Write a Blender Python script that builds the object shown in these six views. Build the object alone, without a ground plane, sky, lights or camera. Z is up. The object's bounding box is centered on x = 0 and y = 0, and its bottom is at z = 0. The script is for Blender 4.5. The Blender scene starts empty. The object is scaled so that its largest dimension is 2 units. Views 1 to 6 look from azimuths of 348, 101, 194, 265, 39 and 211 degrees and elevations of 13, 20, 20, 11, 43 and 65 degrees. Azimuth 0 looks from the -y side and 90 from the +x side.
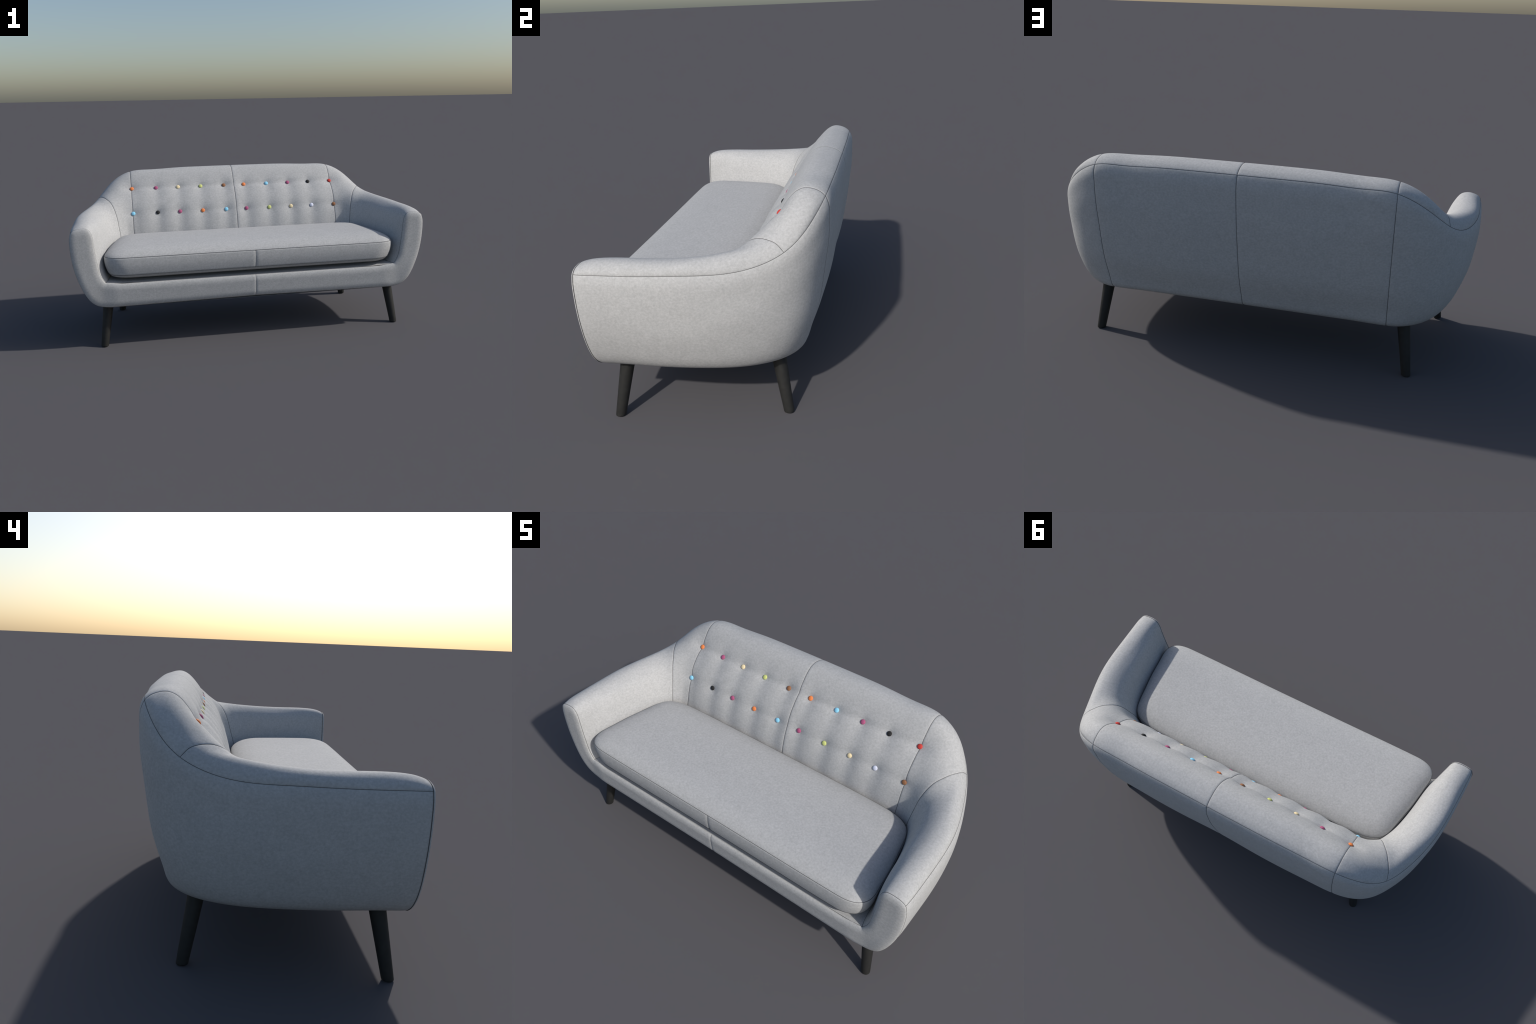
import bpy, math
import numpy as np
from mathutils import Vector, Matrix

# =====================================================================
#  Upholstered retro two-seat sofa: a padded U-shaped shell (outer panels,
#  rolled top band running into the inner back and arms), a padded front
#  panel, a loose seat cushion, round buttons and four splayed legs.
#  Everything is described for x >= 0 and mirrored.
# =====================================================================
col = bpy.context.scene.collection


# ------------------------------------------------------------ spline help
def spline(t, P):
    """natural cubic spline through P (n,k) at parameters t; returns f(u)."""
    t = np.asarray(t, float)
    P = np.asarray(P, float)
    n = len(t)
    h = np.diff(t)
    A = np.zeros((n, n))
    b = np.zeros_like(P)
    A[0, 0] = A[-1, -1] = 1
    for i in range(1, n - 1):
        A[i, i - 1], A[i, i], A[i, i + 1] = h[i - 1], 2 * (h[i - 1] + h[i]), h[i]
        b[i] = 6 * ((P[i + 1] - P[i]) / h[i] - (P[i] - P[i - 1]) / h[i - 1])
    M = np.linalg.solve(A, b)

    def f(u):
        u = np.atleast_1d(np.asarray(u, float))
        i = np.clip(np.searchsorted(t, u, side='right') - 1, 0, n - 2)
        a = (t[i + 1] - u)[:, None]
        c = (u - t[i])[:, None]
        hh = h[i][:, None]
        return (M[i] * a ** 3 + M[i + 1] * c ** 3) / (6 * hh) + \
               (P[i] / hh - M[i] * hh / 6) * a + (P[i + 1] / hh - M[i + 1] * hh / 6) * c
    return f


def chord(P):
    P = np.asarray(P, float)
    return np.r_[0, np.cumsum(np.linalg.norm(np.diff(P, axis=0), axis=1))]


# ---------------------------------------------------------- shell stations
# Outer skin, bottom -> seam: outward offset from the seam point and height.
OUT_BACK = [(-.185, .235), (-.135, .241), (-.102, .255), (-.079, .30), (-.042, .40), (-.021, .50),
            (-.004, .60), (.008, .70), (.013, .78), (.011, .84), (0, .873)]
OUT_CORNER = [(-.165, .233), (-.117, .239), (-.088, .255), (-.069, .30), (-.036, .40), (-.015, .50),
              (-.001, .60), (.012, .70), (.014, .785), (.011, .83), (0, .856)]
OUT_TURN = [(-.176, .227), (-.125, .233), (-.089, .247), (-.061, .28), (-.031, .35), (-.011, .43),
            (-.001, .51), (.007, .59), (.009, .645), (.007, .685), (0, .711)]
OUT_BEND = [(-.168, .227), (-.118, .233), (-.081, .247), (-.053, .28), (-.027, .34), (-.006, .42),
            (.006, .49), (.008, .56), (.009, .60), (.007, .635), (0, .660)]
OUT_MID = [(-.178, .229), (-.131, .235), (-.093, .248), (-.064, .277), (-.034, .34), (-.009, .42),
           (.002, .49), (.009, .56), (.010, .60), (.008, .628), (0, .656)]
OUT_ARM = [(-.188, .232), (-.143, .237), (-.107, .249), (-.074, .279), (-.041, .34), (-.013, .42),
           (.002, .49), (.009, .56), (.010, .60), (.008, .628), (0, .656)]


def outer(seam, normal, table):
    n = np.array([normal[0], normal[1]], float)
    n /= np.linalg.norm(n)
    rows = []
    top = table[-1][1]
    for off, z in table:
        zz = z + (seam[2] - top) * max(0, (z - .30) / (top - .30))
        rows.append((seam[0] + n[0] * off, seam[1] + n[1] * off, zz))
    return np.array(rows)


def mixtab(a, b, w):
    return [(p[0] * (1 - w) + q[0] * w, p[1] * (1 - w) + q[1] * w) for p, q in zip(a, b)]


# Top band and inner skin, seam -> deck.
IN_BACK = [(.435, .873), (.414, .889), (.385, .900), (.352, .905), (.323, .899), (.290, .877), (.262, .847),
           (.232, .808), (.200, .764), (.167, .717), (.143, .668), (.125, .618), (.111, .568), (.101, .52),
           (.090, .46), (.075, .38)]
IN_CORNER = [(.423, .856), (.405, .872), (.38, .883), (.349, .887), (.318, .876), (.287, .850), (.256, .818),
             (.225, .783), (.196, .748), (.167, .710), (.144, .665), (.128, .62), (.114, .57), (.102, .52),
             (.090, .46), (.075, .38)]
IN_TURN = [(.86, .299, .711), (.856, .287, .724), (.851, .273, .737), (.844, .257, .744), (.834, .238, .747),
           (.822, .219, .747), (.810, .199, .744), (.797, .180, .737), (.781, .159, .724), (.762, .131, .693),
           (.750, .113, .658), (.742, .100, .623), (.736, .088, .58), (.730, .075, .535), (.722, .06, .46),
           (.705, .04, .38)]
IN_BEND = [(.920, .17, .665), (.914, .164, .682), (.905, .157, .698), (.893, .147, .710), (.877, .135, .716),
           (.860, .123, .714), (.843, .111, .708), (.827, .098, .698), (.808, .085, .681), (.793, .072, .657),
           (.781, .061, .628), (.772, .051, .60), (.763, .041, .565), (.756, .031, .525), (.747, .016, .46),
           (.730, -.003, .38)]
IN_ARM_A = [(.971, -.02, .657), (.967, -.022, .672), (.958, -.025, .685), (.943, -.03, .695), (.924, -.034, .699),
            (.903, -.038, .698), (.882, -.042, .691), (.863, -.046, .680), (.843, -.049, .664), (.826, -.052, .641),
            (.814, -.054, .615), (.805, -.056, .588), (.796, -.058, .555), (.787, -.06, .515), (.775, -.063, .455),
            (.757, -.07, .38)]
ARM_B = [(.986, .655), (.981, .669), (.971, .682), (.956, .691), (.937, .695), (.914, .694), (.894, .688),
         (.877, .678), (.857, .662), (.843, .637), (.834, .608), (.827, .578), (.819, .543), (.811, .505),
         (.801, .45), (.783, .377)]
ARM_C = [(.990, .655), (.985, .667), (.975, .679), (.958, .689), (.938, .694), (.917, .693), (.900, .688),
         (.886, .678), (.872, .661), (.861, .635), (.853, .604), (.847, .57), (.840, .53), (.832, .485),
         (.825, .43), (.808, .375)]
ARM_D = [(.990, .655), (.984, .666), (.974, .675), (.957, .682), (.938, .686), (.918, .685), (.902, .680),
         (.890, .671), (.880, .656), (.873, .633), (.867, .60), (.863, .565), (.857, .52), (.849, .473),
         (.836, .418), (.817, .374)]
ARM_E = [(.988, .655), (.980, .663), (.969, .669), (.954, .673), (.937, .675), (.919, .675), (.904, .671),
         (.893, .663), (.885, .650), (.879, .629), (.876, .595), (.873, .56), (.868, .515), (.861, .465),
         (.848, .410), (.826, .374)]
FRONT_Y = -.430


def at_x(rows, x):
    return np.array([(x, y, z) for y, z in rows])


def at_y(rows, y):
    return np.array([(x, y, z) for x, z in rows])


stations = []          # (outer rows, inner rows)


def add(inner, normal, table):
    inner = np.array(inner, float)
    stations.append((outer(inner[0], normal, table), inner))


add(at_x(IN_BACK, 0), (0, 1), OUT_BACK)
for xs in (.20, .36, .52):
    wx = (xs / .648) ** 3.2
    mid = [(a[0] * (1 - wx) + b[0] * wx, a[1] * (1 - wx) + b[1] * wx) for a, b in zip(IN_BACK, IN_CORNER)]
    puff = .007 * math.sin(math.pi * xs / .648)
    fuller = [(o + puff * math.sin(math.pi * min(1, max(0, (z - .25) / .55))), z) for o, z in mixtab(OUT_BACK, OUT_CORNER, wx)]
    add(at_x(mid, xs), (.03 * wx, 1), fuller)
corner_in = at_x(IN_CORNER, .648)
turn_in = np.array(IN_TURN)
add(corner_in, (.05, 1), OUT_CORNER)
nd = np.array([.60, .80, 0])
push = np.linspace(.033, .008, 16)[:, None]
half = (corner_in + turn_in) / 2 + push * nd + np.array([0, 0, .012])
half[0] = (.773, .381, .789)
add(half, (.52, .85), mixtab(OUT_CORNER, OUT_TURN, .55))
add(turn_in, (.77, .64), OUT_TURN)
add(IN_BEND, (.93, .36), OUT_BEND)
add(IN_ARM_A, (.992, .12), OUT_MID)
add(at_y(ARM_B, -.20), (1, .03), mixtab(OUT_MID, OUT_ARM, .5))
add(at_y(ARM_C, -.345), (1, 0), OUT_ARM)
add(at_y(ARM_D, -.400), (1, 0), OUT_ARM)
add(at_y(ARM_E, FRONT_Y), (1, 0), OUT_ARM)

# the front edge of the outer skin is tucked back towards the bottom
edge = stations[-1][0]
edge[:, 1] += .010 * np.clip((.33 - edge[:, 2]) / .09, 0, 1) ** 1.5

seam_pts = np.array([st[1][0] for st in stations])
ridge_pts = np.array([st[1][5] for st in stations])
S_ST = (chord(seam_pts) + chord(ridge_pts)) / 2       # station parameter along the U
S_CORNER, S_TURN, S_END = S_ST[4], S_ST[6], S_ST[-1]
flip = np.array([-1, 1, 1])


def row_spline(k, idx):
    P = np.array([st[k][idx] for st in stations])
    t = np.r_[-S_ST[::-1][:-1], S_ST]
    return spline(t, np.vstack([P[::-1][:-1] * flip, P]))


OUT_ROWS = [row_spline(0, i) for i in range(11)]
IN_ROWS = [row_spline(1, i) for i in range(16)]

BUTTON_X = [.065, .214, .357, .495, .645]
UPPER_Z, LOWER_Z = .799, .653


def sheet(rows, s, v):
    """grid (len(s), len(v), 3); v is 0..1 along the profile."""
    ctl = np.array([r(s) for r in rows]).transpose(1, 0, 2)
    out = np.empty((len(s), len(v), 3))
    for i, c in enumerate(ctl):
        t = chord(c)
        out[i] = spline(t / t[-1], c)(v)
    return out


def spacing(length, step, lo, hi):
    """sample 0..1 over a length, refined towards borders that carry a seam."""
    fine = np.array([0, .0012, .0025, .004, .006, .009, .013])
    a = fine if lo else np.array([0.0])
    b = fine if hi else np.array([0.0])
    n = max(2, int((length - a[-1] - b[-1]) / step))
    m = np.linspace(a[-1], length - b[-1], n + 1)
    return np.r_[a[:-1], m, (length - b[:-1])[::-1]] / length


def grid_normals(G):
    du = np.gradient(G, axis=0)
    dv = np.gradient(G, axis=1)
    n = np.cross(du, dv)
    l = np.linalg.norm(n, axis=2, keepdims=True)
    return n / np.maximum(l, 1e-12)


def border_dist(G, flags):
    """distance of grid points to the flagged borders (s0, s1, v0, v1)."""
    cu = np.concatenate([np.zeros((1,) + G.shape[1:2]), np.cumsum(np.linalg.norm(np.diff(G, axis=0), axis=2), axis=0)])
    cv = np.concatenate([np.zeros(G.shape[:1] + (1,)), np.cumsum(np.linalg.norm(np.diff(G, axis=1), axis=2), axis=1)], axis=1)
    d = np.full(G.shape[:2], 9.0)
    if flags[0]: d = np.minimum(d, cu)
    if flags[1]: d = np.minimum(d, cu[-1:] - cu)
    if flags[2]: d = np.minimum(d, cv)
    if flags[3]: d = np.minimum(d, cv[:, -1:] - cv)
    return d


GROOVE = .0013


def groove(d):
    return -GROOVE * np.exp(-(d / .0028) ** 2) - .0008 * np.exp(-(d / .009) ** 2)


def smoothstep(a, b, x):
    t = np.clip((x - a) / (b - a), 0, 1)
    return t * t * (3 - 2 * t)


def tufting(G):
    """depth pulled in by the buttons and the soft pleats running down from them."""
    x, z = np.abs(G[..., 0]), G[..., 2]
    inner = smoothstep(.36, .29, G[..., 1]) * smoothstep(.80, .70, x)
    d = np.zeros(x.shape)
    for bx in BUTTON_X:
        for bz, depth in ((UPPER_Z, .0095), (LOWER_Z, .0095)):
            r = np.hypot(x - bx, (z - bz) * 1.1)
            d -= depth * (.3 * np.exp(-(r / .018) ** 2) + .7 * np.exp(-(r / .042) ** 1.7))
    phase = np.interp(x, [-.065] + BUTTON_X + [.78], [-1, 0, 1, 2, 3, 4, 4.5])
    valley = (.5 + .5 * np.cos(2 * math.pi * phase)) ** 1.25
    field = smoothstep(.74, .655, x)
    pleat = .0035 * smoothstep(UPPER_Z + .03, UPPER_Z - .04, z) + .0020 * smoothstep(LOWER_Z + .02, LOWER_Z - .04, z)
    d -= valley * pleat * field * smoothstep(.46, .54, z)
    d -= .0050 * np.exp(-((z - UPPER_Z) / .017) ** 2) * field
    d -= .0030 * np.exp(-((z - UPPER_Z - .02) / .035) ** 2) * field * smoothstep(.0, .10, x)
    d -= .0015 * np.exp(-((z - LOWER_Z) / .020) ** 2) * field
    return d * inner


# ---------------------------------------------------------------- mesh help
def make_object(name, verts, faces, material, parent, smooth=True):
    me = bpy.data.meshes.new(name)
    me.from_pydata([tuple(v) for v in verts], [], faces)
    me.validate()
    me.update()
    if smooth:
        me.polygons.foreach_set('use_smooth', [True] * len(me.polygons))
    me.materials.append(material)
    ob = bpy.data.objects.new(name, me)
    col.objects.link(ob)
    ob.parent = parent
    return ob


def grid_faces(nu, nv, closed=False, rev=False):
    f = []
    for i in range(nu if closed else nu - 1):
        k = (i + 1) % nu
        for j in range(nv - 1):
            q = (i * nv + j, k * nv + j, k * nv + j + 1, i * nv + j + 1)
            f.append(q[::-1] if rev else q)
    return f


def grid_object(name, G, material, parent, rev=False, closed=False):
    return make_object(name, G.reshape(-1, 3), grid_faces(G.shape[0], G.shape[1], closed, rev), material, parent)


def both_sides(name, G, material, parent, rev=False):
    grid_object(name, G, material, parent, rev)
    grid_object(name, G * flip, material, parent, not rev)


def tube(name, pts, radius, material, parent, closed=False, seg=6):
    P = np.asarray(pts, float)
    T = np.gradient(P, axis=0)
    T /= np.maximum(np.linalg.norm(T, axis=1, keepdims=True), 1e-9)
    ref = np.array([.31, .22, .92])
    A = np.cross(T, ref)
    A /= np.linalg.norm(A, axis=1, keepdims=True)
    B = np.cross(T, A)
    ang = np.linspace(0, 2 * math.pi, seg, endpoint=False)
    G = P[:, None] + radius * (np.cos(ang)[None, :, None] * A[:, None] + np.sin(ang)[None, :, None] * B[:, None])
    n = len(P)
    faces = []
    for i in range(n - 1):
        for j in range(seg):
            k = (j + 1) % seg
            faces.append((i * seg + j, i * seg + k, (i + 1) * seg + k, (i + 1) * seg + j))
    return make_object(name, G.reshape(-1, 3), faces, material, parent)


# ---------------------------------------------------------------- materials
def fabric(name, light, dark, weave=1.0):
    m = bpy.data.materials.new(name)
    m.use_nodes = True
    nt = m.node_tree
    N, L = nt.nodes, nt.links
    b = N['Principled BSDF']
    tc = N.new('ShaderNodeTexCoord')
    heather = N.new('ShaderNodeTexNoise')
    heather.inputs['Scale'].default_value = 105
    heather.inputs['Detail'].default_value = 5
    heather.inputs['Roughness'].default_value = .72
    mp = N.new('ShaderNodeMapping')
    mp.inputs['Scale'].default_value = (1.0, 1.0, 1.25)
    L.new(tc.outputs['Object'], mp.inputs['Vector'])
    L.new(mp.outputs['Vector'], heather.inputs['Vector'])
    cloud = N.new('ShaderNodeTexNoise')
    cloud.inputs['Scale'].default_value = 26
    cloud.inputs['Detail'].default_value = 3
    L.new(tc.outputs['Object'], cloud.inputs['Vector'])
    add_ = N.new('ShaderNodeMath'); add_.operation = 'MULTIPLY_ADD'
    L.new(cloud.outputs['Fac'], add_.inputs[0]); add_.inputs[1].default_value = .18
    L.new(heather.outputs['Fac'], add_.inputs[2])
    ramp = N.new('ShaderNodeValToRGB')
    ramp.color_ramp.elements[0].position = .40
    ramp.color_ramp.elements[0].color = (*dark, 1)
    ramp.color_ramp.elements[1].position = .78
    ramp.color_ramp.elements[1].color = (*light, 1)
    L.new(add_.outputs[0], ramp.inputs['Fac'])
    L.new(ramp.outputs['Color'], b.inputs['Base Color'])
    thread = N.new('ShaderNodeTexNoise')
    thread.inputs['Scale'].default_value = 420
    thread.inputs['Detail'].default_value = 2
    L.new(tc.outputs['Object'], thread.inputs['Vector'])
    mixh = N.new('ShaderNodeMath'); mixh.operation = 'MULTIPLY_ADD'
    L.new(heather.outputs['Fac'], mixh.inputs[0]); mixh.inputs[1].default_value = 1.2
    L.new(thread.outputs['Fac'], mixh.inputs[2])
    bump = N.new('ShaderNodeBump')
    bump.inputs['Strength'].default_value = .16 * weave
    bump.inputs['Distance'].default_value = .0025
    L.new(mixh.outputs[0], bump.inputs['Height'])
    L.new(bump.outputs['Normal'], b.inputs['Normal'])
    b.inputs['Roughness'].default_value = .88
    b.inputs['Specular IOR Level'].default_value = .25
    return m


def plain(name, color, rough=.5, grain=0.0, spec=.5):
    m = bpy.data.materials.new(name)
    m.use_nodes = True
    nt = m.node_tree
    N, L = nt.nodes, nt.links
    b = N['Principled BSDF']
    tc = N.new('ShaderNodeTexCoord')
    no = N.new('ShaderNodeTexNoise')
    no.inputs['Scale'].default_value = 60
    no.inputs['Detail'].default_value = 4
    L.new(tc.outputs['Object'], no.inputs['Vector'])
    ramp = N.new('ShaderNodeValToRGB')
    ramp.color_ramp.elements[0].position = .3
    ramp.color_ramp.elements[1].position = .7
    ramp.color_ramp.elements[0].color = (*[c * (1 - grain) for c in color], 1)
    ramp.color_ramp.elements[1].color = (*[min(1, c * (1 + grain)) for c in color], 1)
    L.new(no.outputs['Fac'], ramp.inputs['Fac'])
    L.new(ramp.outputs['Color'], b.inputs['Base Color'])
    b.inputs['Roughness'].default_value = rough
    b.inputs['Specular IOR Level'].default_value = spec
    return m


FAB = fabric('grey_wool_fabric', (.505, .505, .502), (.385, .385, .383))
FAB_OUT = FAB
STITCH = plain('dark_seam_stitching', (.11, .11, .11), .9, .1, .1)
WOOD = plain('black_stained_wood', (.022, .022, .021), .55, .15, .3)
BUTTON_COLOURS = {
    'orange': (.80, .24, .075), 'plum': (.41, .095, .20), 'cream': (.82, .68, .42), 'lime': (.58, .63, .22),
    'brown': (.29, .135, .066), 'sky_blue': (.28, .65, .87), 'black': (.018, .018, .019), 'red': (.54, .05, .04),
    'lavender': (.68, .71, .84)}
BUTTON_MATS = {k: plain(k + '_button_cloth', v, .7, .06, .3) for k, v in BUTTON_COLOURS.items()}

# ------------------------------------------------------------------- thing
sofa = bpy.data.objects.new('sofa', None)
sofa['label'] = 'grey fabric two-seat sofa with colourful buttons and black legs'
sofa['category'] = 'sofa'
col.objects.link(sofa)


# ------------------------------------------------------------ shell panels
def panel(rows, sa, sb, flags, step=.008, tuft=False):
    ctl = np.array([r(np.array([sa, (sa + sb) / 2, sb])) for r in rows])
    ls = np.linalg.norm(np.diff(ctl, axis=1), axis=2).sum(axis=1).max()
    lv = chord(ctl[:, 1]).max()
    s = sa + (sb - sa) * spacing(ls, step, flags[0], flags[1])
    v = spacing(lv, step, flags[2], flags[3])
    G = sheet(rows, s, v)
    n = -grid_normals(G)
    d = groove(border_dist(G, flags))
    if tuft:
        d = d + tufting(G)
    return G + n * d[..., None]


shells = {
    'outer_back_panel': (OUT_ROWS, 0, S_CORNER, (1, 1, 0, 1), .010, False),
    'outer_side_panel': (OUT_ROWS, S_CORNER, S_END, (1, 1, 0, 1), .010, False),
    'backrest_panel': (IN_ROWS, 0, S_CORNER, (1, 1, 1, 0), .006, True),
    'backrest_corner': (IN_ROWS, S_CORNER, S_TURN, (1, 1, 1, 0), .006, True),
    'armrest_panel': (IN_ROWS, S_TURN, S_END, (1, 1, 1, 0), .008, False),
}
for name, (rows, sa, sb, flags, step, tuft) in shells.items():
    both_sides(name, panel(rows, sa, sb, flags, step, tuft), FAB_OUT if rows is OUT_ROWS else FAB, sofa, rev=True)


# ------------------------------------------------------------- front panel
def resample(P, n):
    P = np.asarray(P, float)
    t = chord(P)
    return spline(t / t[-1], P)(np.linspace(0, 1, n)) if n > 0 else P


edge_out = sheet(OUT_ROWS, np.array([S_END]), np.linspace(0, 1, 160))[0]     # bottom -> seam
edge_in = sheet(IN_ROWS, np.array([S_END]), np.linspace(0, 1, 160))[0]       # seam -> deck
tip = int(np.argmax(edge_in[:, 2]))
loop_out = np.vstack([edge_in[:tip + 1][::-1], edge_out[::-1][1:]])           # tip -> outer bottom
loop_in = edge_in[tip:]                                                      # tip -> deck corner
corner_i = int(np.argmin(np.hypot(loop_out[:, 0] - .900, loop_out[:, 2] - .262)))
TOP_RAIL, LOW_RAIL = .364, .238


def poly(P, n):
    t = chord(P)
    u = np.linspace(0, t[-1], n)
    return np.stack([np.interp(u, t, P[:, k]) for k in range(3)], axis=1)


def rail_top(x):
    x = np.asarray(x, float)
    e = loop_in[-1]
    z = TOP_RAIL + (e[2] - TOP_RAIL) * smoothstep(.72, e[0] + .004, x)
    return np.stack([x, np.full(x.shape, FRONT_Y), z], axis=-1)


n_arm, n_rail = 90, 110
I = np.vstack([poly(loop_in, n_arm), rail_top(np.linspace(loop_in[-1, 0], 0, n_rail))[1:]])
low = np.vstack([loop_out[corner_i:], [(0, edge_out[0, 1], LOW_RAIL + .002)]])
O = np.vstack([poly(loop_out[:corner_i + 1], n_arm), poly(low, n_rail)[1:]])
vv = spacing(.12, .005, 1, 1)
G = O[:, None] * (1 - vv)[None, :, None] + I[:, None] * vv[None, :, None]


def dist_poly(Q, P):
    best = np.full(len(Q), 9.0)
    for a, b in zip(P[:-1], P[1:]):
        ab = b - a
        l = ab @ ab
        if l < 1e-14:
            continue
        t = np.clip(((Q - a) @ ab) / l, 0, 1)
        best = np.minimum(best, np.linalg.norm(Q - a - t[:, None] * ab, axis=1))
    return best


Q = G.reshape(-1, 3)[:, [0, 2]]
dO = dist_poly(Q, np.vstack([O])[:, [0, 2]])
dI = dist_poly(Q, I[:, [0, 2]])
dB = np.minimum(dO, dI).reshape(G.shape[:2])
pad = np.clip(dB / .036, 0, 1)
full = .0115 + .0050 * smoothstep(.86, .76, np.abs(G[..., 0]))
bulge = full * np.sqrt(1 - (1 - pad) ** 2)
seam_mid = np.abs(G[..., 0])
G[..., 1] += -bulge + .0020 * np.exp(-(seam_mid / .004) ** 2)
# the bottom edge rolls under
both_sides('front_panel', G, FAB, sofa, rev=False)

# --------------------------------------------------------- deck, underside
s_half = np.linspace(0, S_END, 90)
inner_low = IN_ROWS[-1](s_half)
outer_low = OUT_ROWS[0](s_half)


def across(edge, n, sag):
    u = np.linspace(-1, 1, n)
    G = np.empty((len(edge), n, 3))
    for i, e in enumerate(edge):
        G[i, :, 0] = e[0] * u
        G[i, :, 1] = e[1]
        G[i, :, 2] = e[2] + sag * (1 - u ** 8) * (i / len(edge)) ** 6
    return G


grid_object('seat_deck', across(inner_low[1:], 41, TOP_RAIL - .374), FAB, sofa, rev=False)
grid_object('underside', across(outer_low[1:], 21, 0), FAB, sofa, rev=True)


# ------------------------------------------------------------------- seams
def seam(pts):
    tube('seam_stitch', pts, .0008, STITCH, sofa)


def seam_pair(pts):
    seam(pts)
    seam(np.asarray(pts) * flip)


def sunk(rows, s, v, depth, tuft=False):
    """points on the skin pushed in by depth, for seams."""
    s = np.atleast_1d(s)
    e = .002
    G = sheet(rows, np.r_[s], v)
    Gs = sheet(rows, np.r_[s] + e, v)
    Gv = sheet(rows, np.r_[s], np.clip(v + e, 0, 1))
    Gw = sheet(rows, np.r_[s], np.clip(v - e, 0, 1))
    n = -np.cross(Gs - G, Gv - Gw)
    n /= np.maximum(np.linalg.norm(n, axis=2, keepdims=True), 1e-12)
    d = -depth + (tufting(G) if tuft else 0)
    return G + n * (d[..., None] if tuft else d)


v_line = np.linspace(0, 1, 120)
SINK = .0016
seam(sunk(IN_ROWS, 0, v_line, SINK, True)[0])
seam(sunk(OUT_ROWS, 0, v_line, SINK)[0])
seam_pair(sunk(IN_ROWS, S_CORNER, v_line, SINK, True)[0])
seam_pair(sunk(OUT_ROWS, S_CORNER, v_line, SINK)[0])
seam_pair(sunk(IN_ROWS, S_TURN, v_line, SINK, True)[0])
s_full = np.linspace(-S_END, S_END, 300)
seam(sunk(OUT_ROWS, s_full, np.array([1.0]), SINK)[:, 0])
inset = np.array([0, .0012, 0])
seam_pair(np.vstack([loop_out + inset]))
seam_pair(np.vstack([loop_in, rail_top(np.linspace(loop_in[-1, 0], 0, 40))]) + inset)
mid_front = np.array([(0, p[1] + .0002, p[2]) for p in G[-1]])
seam(mid_front)
seam_pair(inner_low[60:] + np.array([0, 0, .0005]))

# ----------------------------------------------------------------- cushion
OUTLINE = [(0, -.449), (.40, -.450), (.69, -.450), (.765, -.442), (.803, -.421), (.824, -.382), (.822, -.32),
           (.804, -.19), (.784, -.09), (.767, -.012), (.750, .030), (.716, .062), (.668, .080), (.60, .088),
           (.40, .093), (0, .094)]
half_o = np.array(OUTLINE)
full_o = np.vstack([half_o, half_o[::-1][1:-1] * np.array([-1, 1])])
t = chord(np.vstack([full_o, full_o[:1]]))
wrap = np.vstack([full_o[-4:], full_o, full_o[:5]])
tw = np.r_[t[-5:-1] - t[-1], t[:-1], t[-1] + t[:5]]
NO = 420
ring = spline(tw, wrap)(np.linspace(0, t[-1], NO, endpoint=False))
tan = np.roll(ring, -1, axis=0) - np.roll(ring, 1, axis=0)
tan /= np.linalg.norm(tan, axis=1, keepdims=True)
inward = np.stack([-tan[:, 1], tan[:, 0]], axis=1)
cushion = bpy.data.objects.new('seat_cushion', None)
col.objects.link(cushion)
cushion.parent = sofa
Z_SEAM, Z_LOW = .509, .410
heart = np.stack([np.clip(ring[:, 0], -.56, .56), np.full(NO, -.18)], axis=1)


def cushion_sheet(name, drops, heights, flagged, rev):
    """drops: fraction of the way from the border to the heart line."""
    G = np.empty((NO, len(drops), 3))
    for j, (w, z) in enumerate(zip(drops, heights)):
        G[:, j, :2] = base * (1 - w) + heart * w
        G[:, j, 2] = z
    return grid_object(name, G, FAB, cushion, rev=rev, closed=True)


def crown(w):
    d = w * .26
    return .048 * (1 - np.exp(-d / .042)) - .0030 * np.exp(-(d / .0035) ** 2)


w = np.r_[0, .004, .009, .016, .03, .05, .08, .12, .17, np.linspace(.25, 1, 14)]
base = ring + inward * .0015
cushion_sheet('cushion_top', w, Z_SEAM + .0015 + crown(w), True, False)

# boxing: slightly bulged band between two seams, tucked in towards the bottom
LOW_IN = .006 + .014 * smoothstep(.70, .82, np.abs(ring[:, 0]))      # tucked in more at the ends
rows_b = []
for u in spacing(Z_SEAM - Z_LOW, .006, 1, 1):
    z = Z_SEAM - u * (Z_SEAM - Z_LOW)
    d_b = min(u, 1 - u) * (Z_SEAM - Z_LOW)
    off = -LOW_IN[:, None] * u ** 1.8 + .004 * math.sin(math.pi * u) - .003 * math.exp(-(d_b / .0035) ** 2)
    rows_b.append(np.c_[ring - inward * off, np.full(NO, z)])
GB = np.stack(rows_b, axis=1)
mid_x = np.abs(ring[:, 0])
frontal = (ring[:, 1] < -.3)
dip = .0028 * np.exp(-(mid_x / .005) ** 2) * frontal
GB[:, :, :2] += (inward * dip[:, None])[:, None]
halfn = NO // 2
grid_object('cushion_band', GB[:halfn + 1], FAB, cushion, rev=True)
grid_object('cushion_band', np.vstack([GB[halfn:], GB[:1]]), FAB, cushion, rev=True)
base = ring + inward * (LOW_IN[:, None] + .0015)
w = np.r_[0, .01, .025, .05, .09, .14, .2, np.linspace(.3, 1, 6)]
cushion_sheet('cushion_bottom', w, Z_LOW - .024 * (1 - np.exp(-w * .26 / .016)), True, True)


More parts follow.
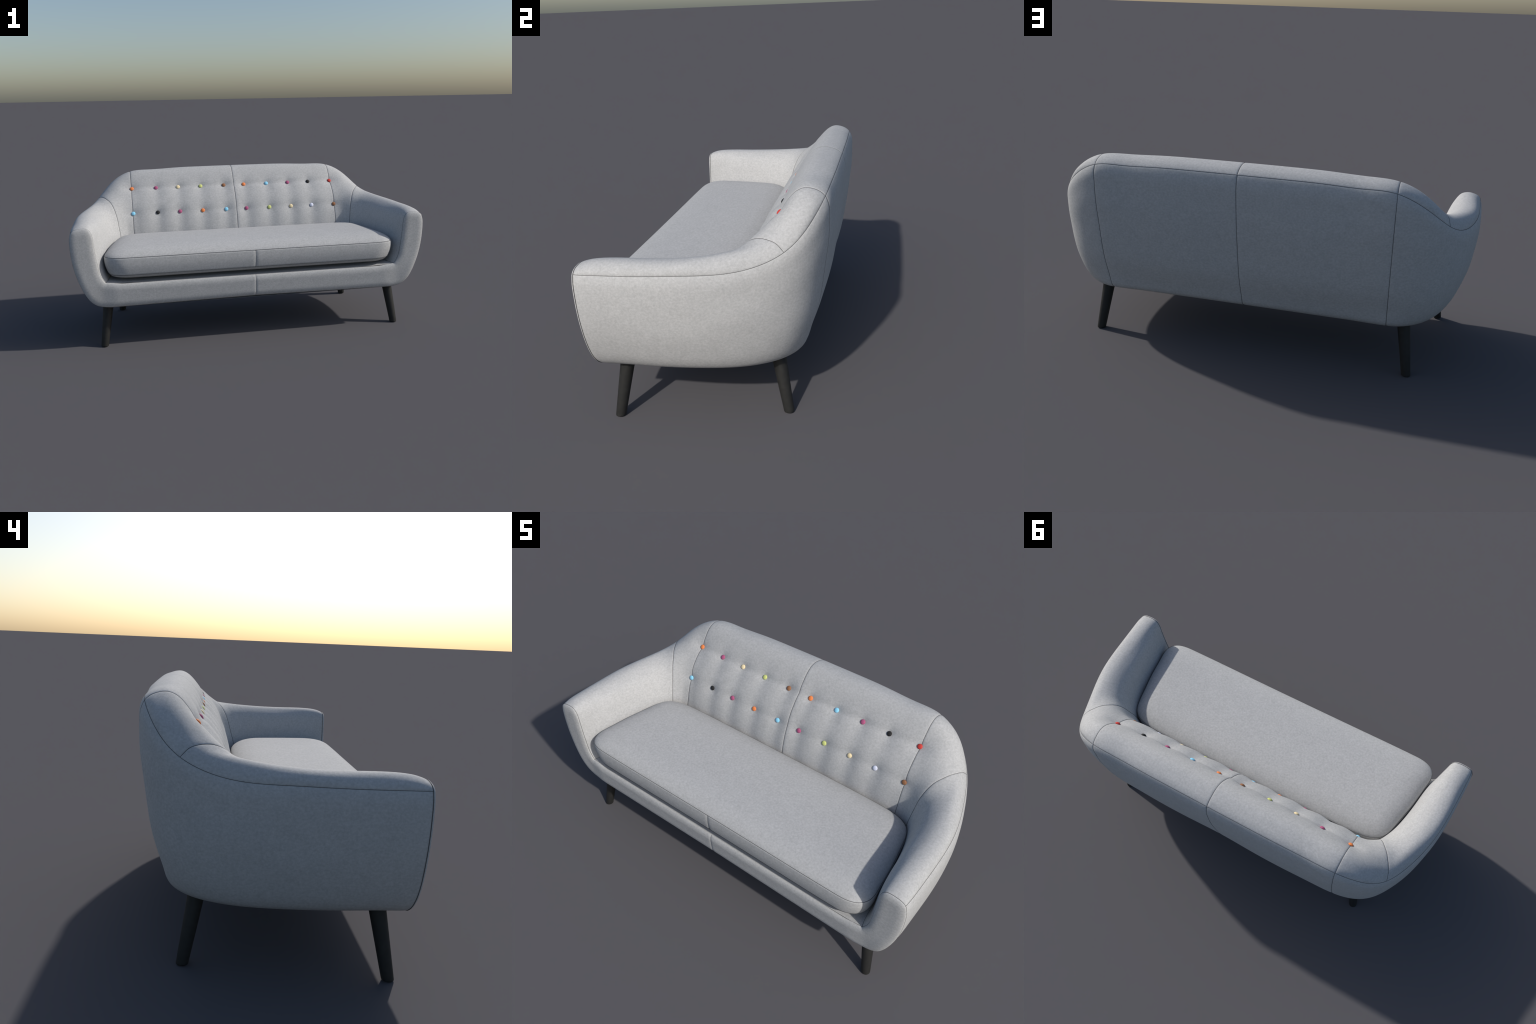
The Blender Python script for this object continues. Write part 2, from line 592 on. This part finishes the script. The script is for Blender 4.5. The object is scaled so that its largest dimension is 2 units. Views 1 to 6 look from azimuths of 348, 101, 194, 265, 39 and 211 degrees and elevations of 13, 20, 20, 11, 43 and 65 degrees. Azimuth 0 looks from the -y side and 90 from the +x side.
def cushion_seam(P):
    tube('seam_stitch', P, .0009, STITCH, cushion)


cushion_seam(np.c_[ring + inward * .0012, np.full(NO, Z_SEAM)][np.r_[0:NO, 0]])
cushion_seam(np.c_[ring + inward * (LOW_IN[:, None] + .0012), np.full(NO, Z_LOW)][np.r_[0:NO, 0]])
cushion_seam(GB[0] + np.array([0, .0002, 0]))

# ----------------------------------------------------------------- buttons
UPPER = ['orange', 'plum', 'cream', 'lime', 'brown', 'orange', 'sky_blue', 'plum', 'black', 'red']
LOWER = ['sky_blue', 'black', 'plum', 'orange', 'sky_blue', 'plum', 'lime', 'cream', 'lavender', 'brown']


def button_mesh(colour, r=.0120, h=.0060):
    me = bpy.data.meshes.new(colour + '_button')
    seg, rings = 24, 8
    V, F = [], []
    prof = [(r * math.cos(a), h * math.sin(a)) for a in np.linspace(-math.pi / 2, math.pi / 2, 2 * rings + 1)]
    for pr, pz in prof:
        for k in range(seg):
            a = 2 * math.pi * k / seg
            V.append((pr * math.cos(a), pr * math.sin(a), pz))
    for i in range(len(prof) - 1):
        for k in range(seg):
            F.append((i * seg + k, i * seg + (k + 1) % seg, (i + 1) * seg + (k + 1) % seg, (i + 1) * seg + k))
    me.from_pydata(V, [], F)
    me.polygons.foreach_set('use_smooth', [True] * len(me.polygons))
    me.materials.append(BUTTON_MATS[colour])
    return me


meshes = {c: button_mesh(c) for c in BUTTON_COLOURS}
v_fine = np.linspace(.2, .8, 500)
for names, bz in ((UPPER, UPPER_Z), (LOWER, LOWER_Z)):
    for i, cname in enumerate(names):
        side = -1 if i < 5 else 1
        bx = BUTTON_X[4 - i] if i < 5 else BUTTON_X[i - 5]
        s = np.interp(bx, [IN_ROWS[8](q)[0][0] for q in S_ST[:6]], S_ST[:6])
        L = sheet(IN_ROWS, np.array([s - .004, s, s + .004]), v_fine)
        L0 = L[1].copy()
        L0[:, 0] = bx
        k = int(np.argmin(np.abs(L0[:, 2] - bz)))
        p = L0[k]
        nrm = np.cross(L[2, k] - L[0, k], L[1, k + 3] - L[1, k - 3])
        nrm = -nrm / np.linalg.norm(nrm)
        d = tufting(p[None])[0]
        c = p + nrm * (d + .0048)
        nrm = nrm + np.array([0, -.05, 0])
        ob = bpy.data.objects.new('button', meshes[cname])
        q = Vector((nrm[0] * side, nrm[1], nrm[2])).to_track_quat('Z', 'Y')
        ob.matrix_local = Matrix.LocRotScale(Vector((c[0] * side, c[1], c[2])), q, Vector((1, 1, 1)))
        col.objects.link(ob)
        ob.parent = sofa


# -------------------------------------------------------------------- legs
def leg(foot, head):
    foot, head = np.array(foot), np.array(head)
    head = foot + (head - foot) * (.262 / head[2])
    seg = 40
    V, F = [], []
    prof = [(0, .0), (0, .85), (.006, .97), (.02, 1.0), (.5, 1), (1, 1)]
    for w_, k in prof:
        c = foot + (head - foot) * w_
        r = (.0208 + (.0300 - .0208) * w_) * k
        for a in np.linspace(0, 2 * math.pi, seg, endpoint=False):
            V.append((c[0] + r * math.cos(a), c[1] + r * math.sin(a), c[2]))
    for i in range(len(prof) - 1):
        for k in range(seg):
            F.append((i * seg + k, i * seg + (k + 1) % seg, (i + 1) * seg + (k + 1) % seg, (i + 1) * seg + k))
    make_object('leg', V, F, WOOD, sofa)


for sx in (-1, 1):
    leg((.853 * sx, -.382, 0), (.822 * sx, -.342, .216))
    leg((.748 * sx, .282, 0), (.715 * sx, .243, .217))
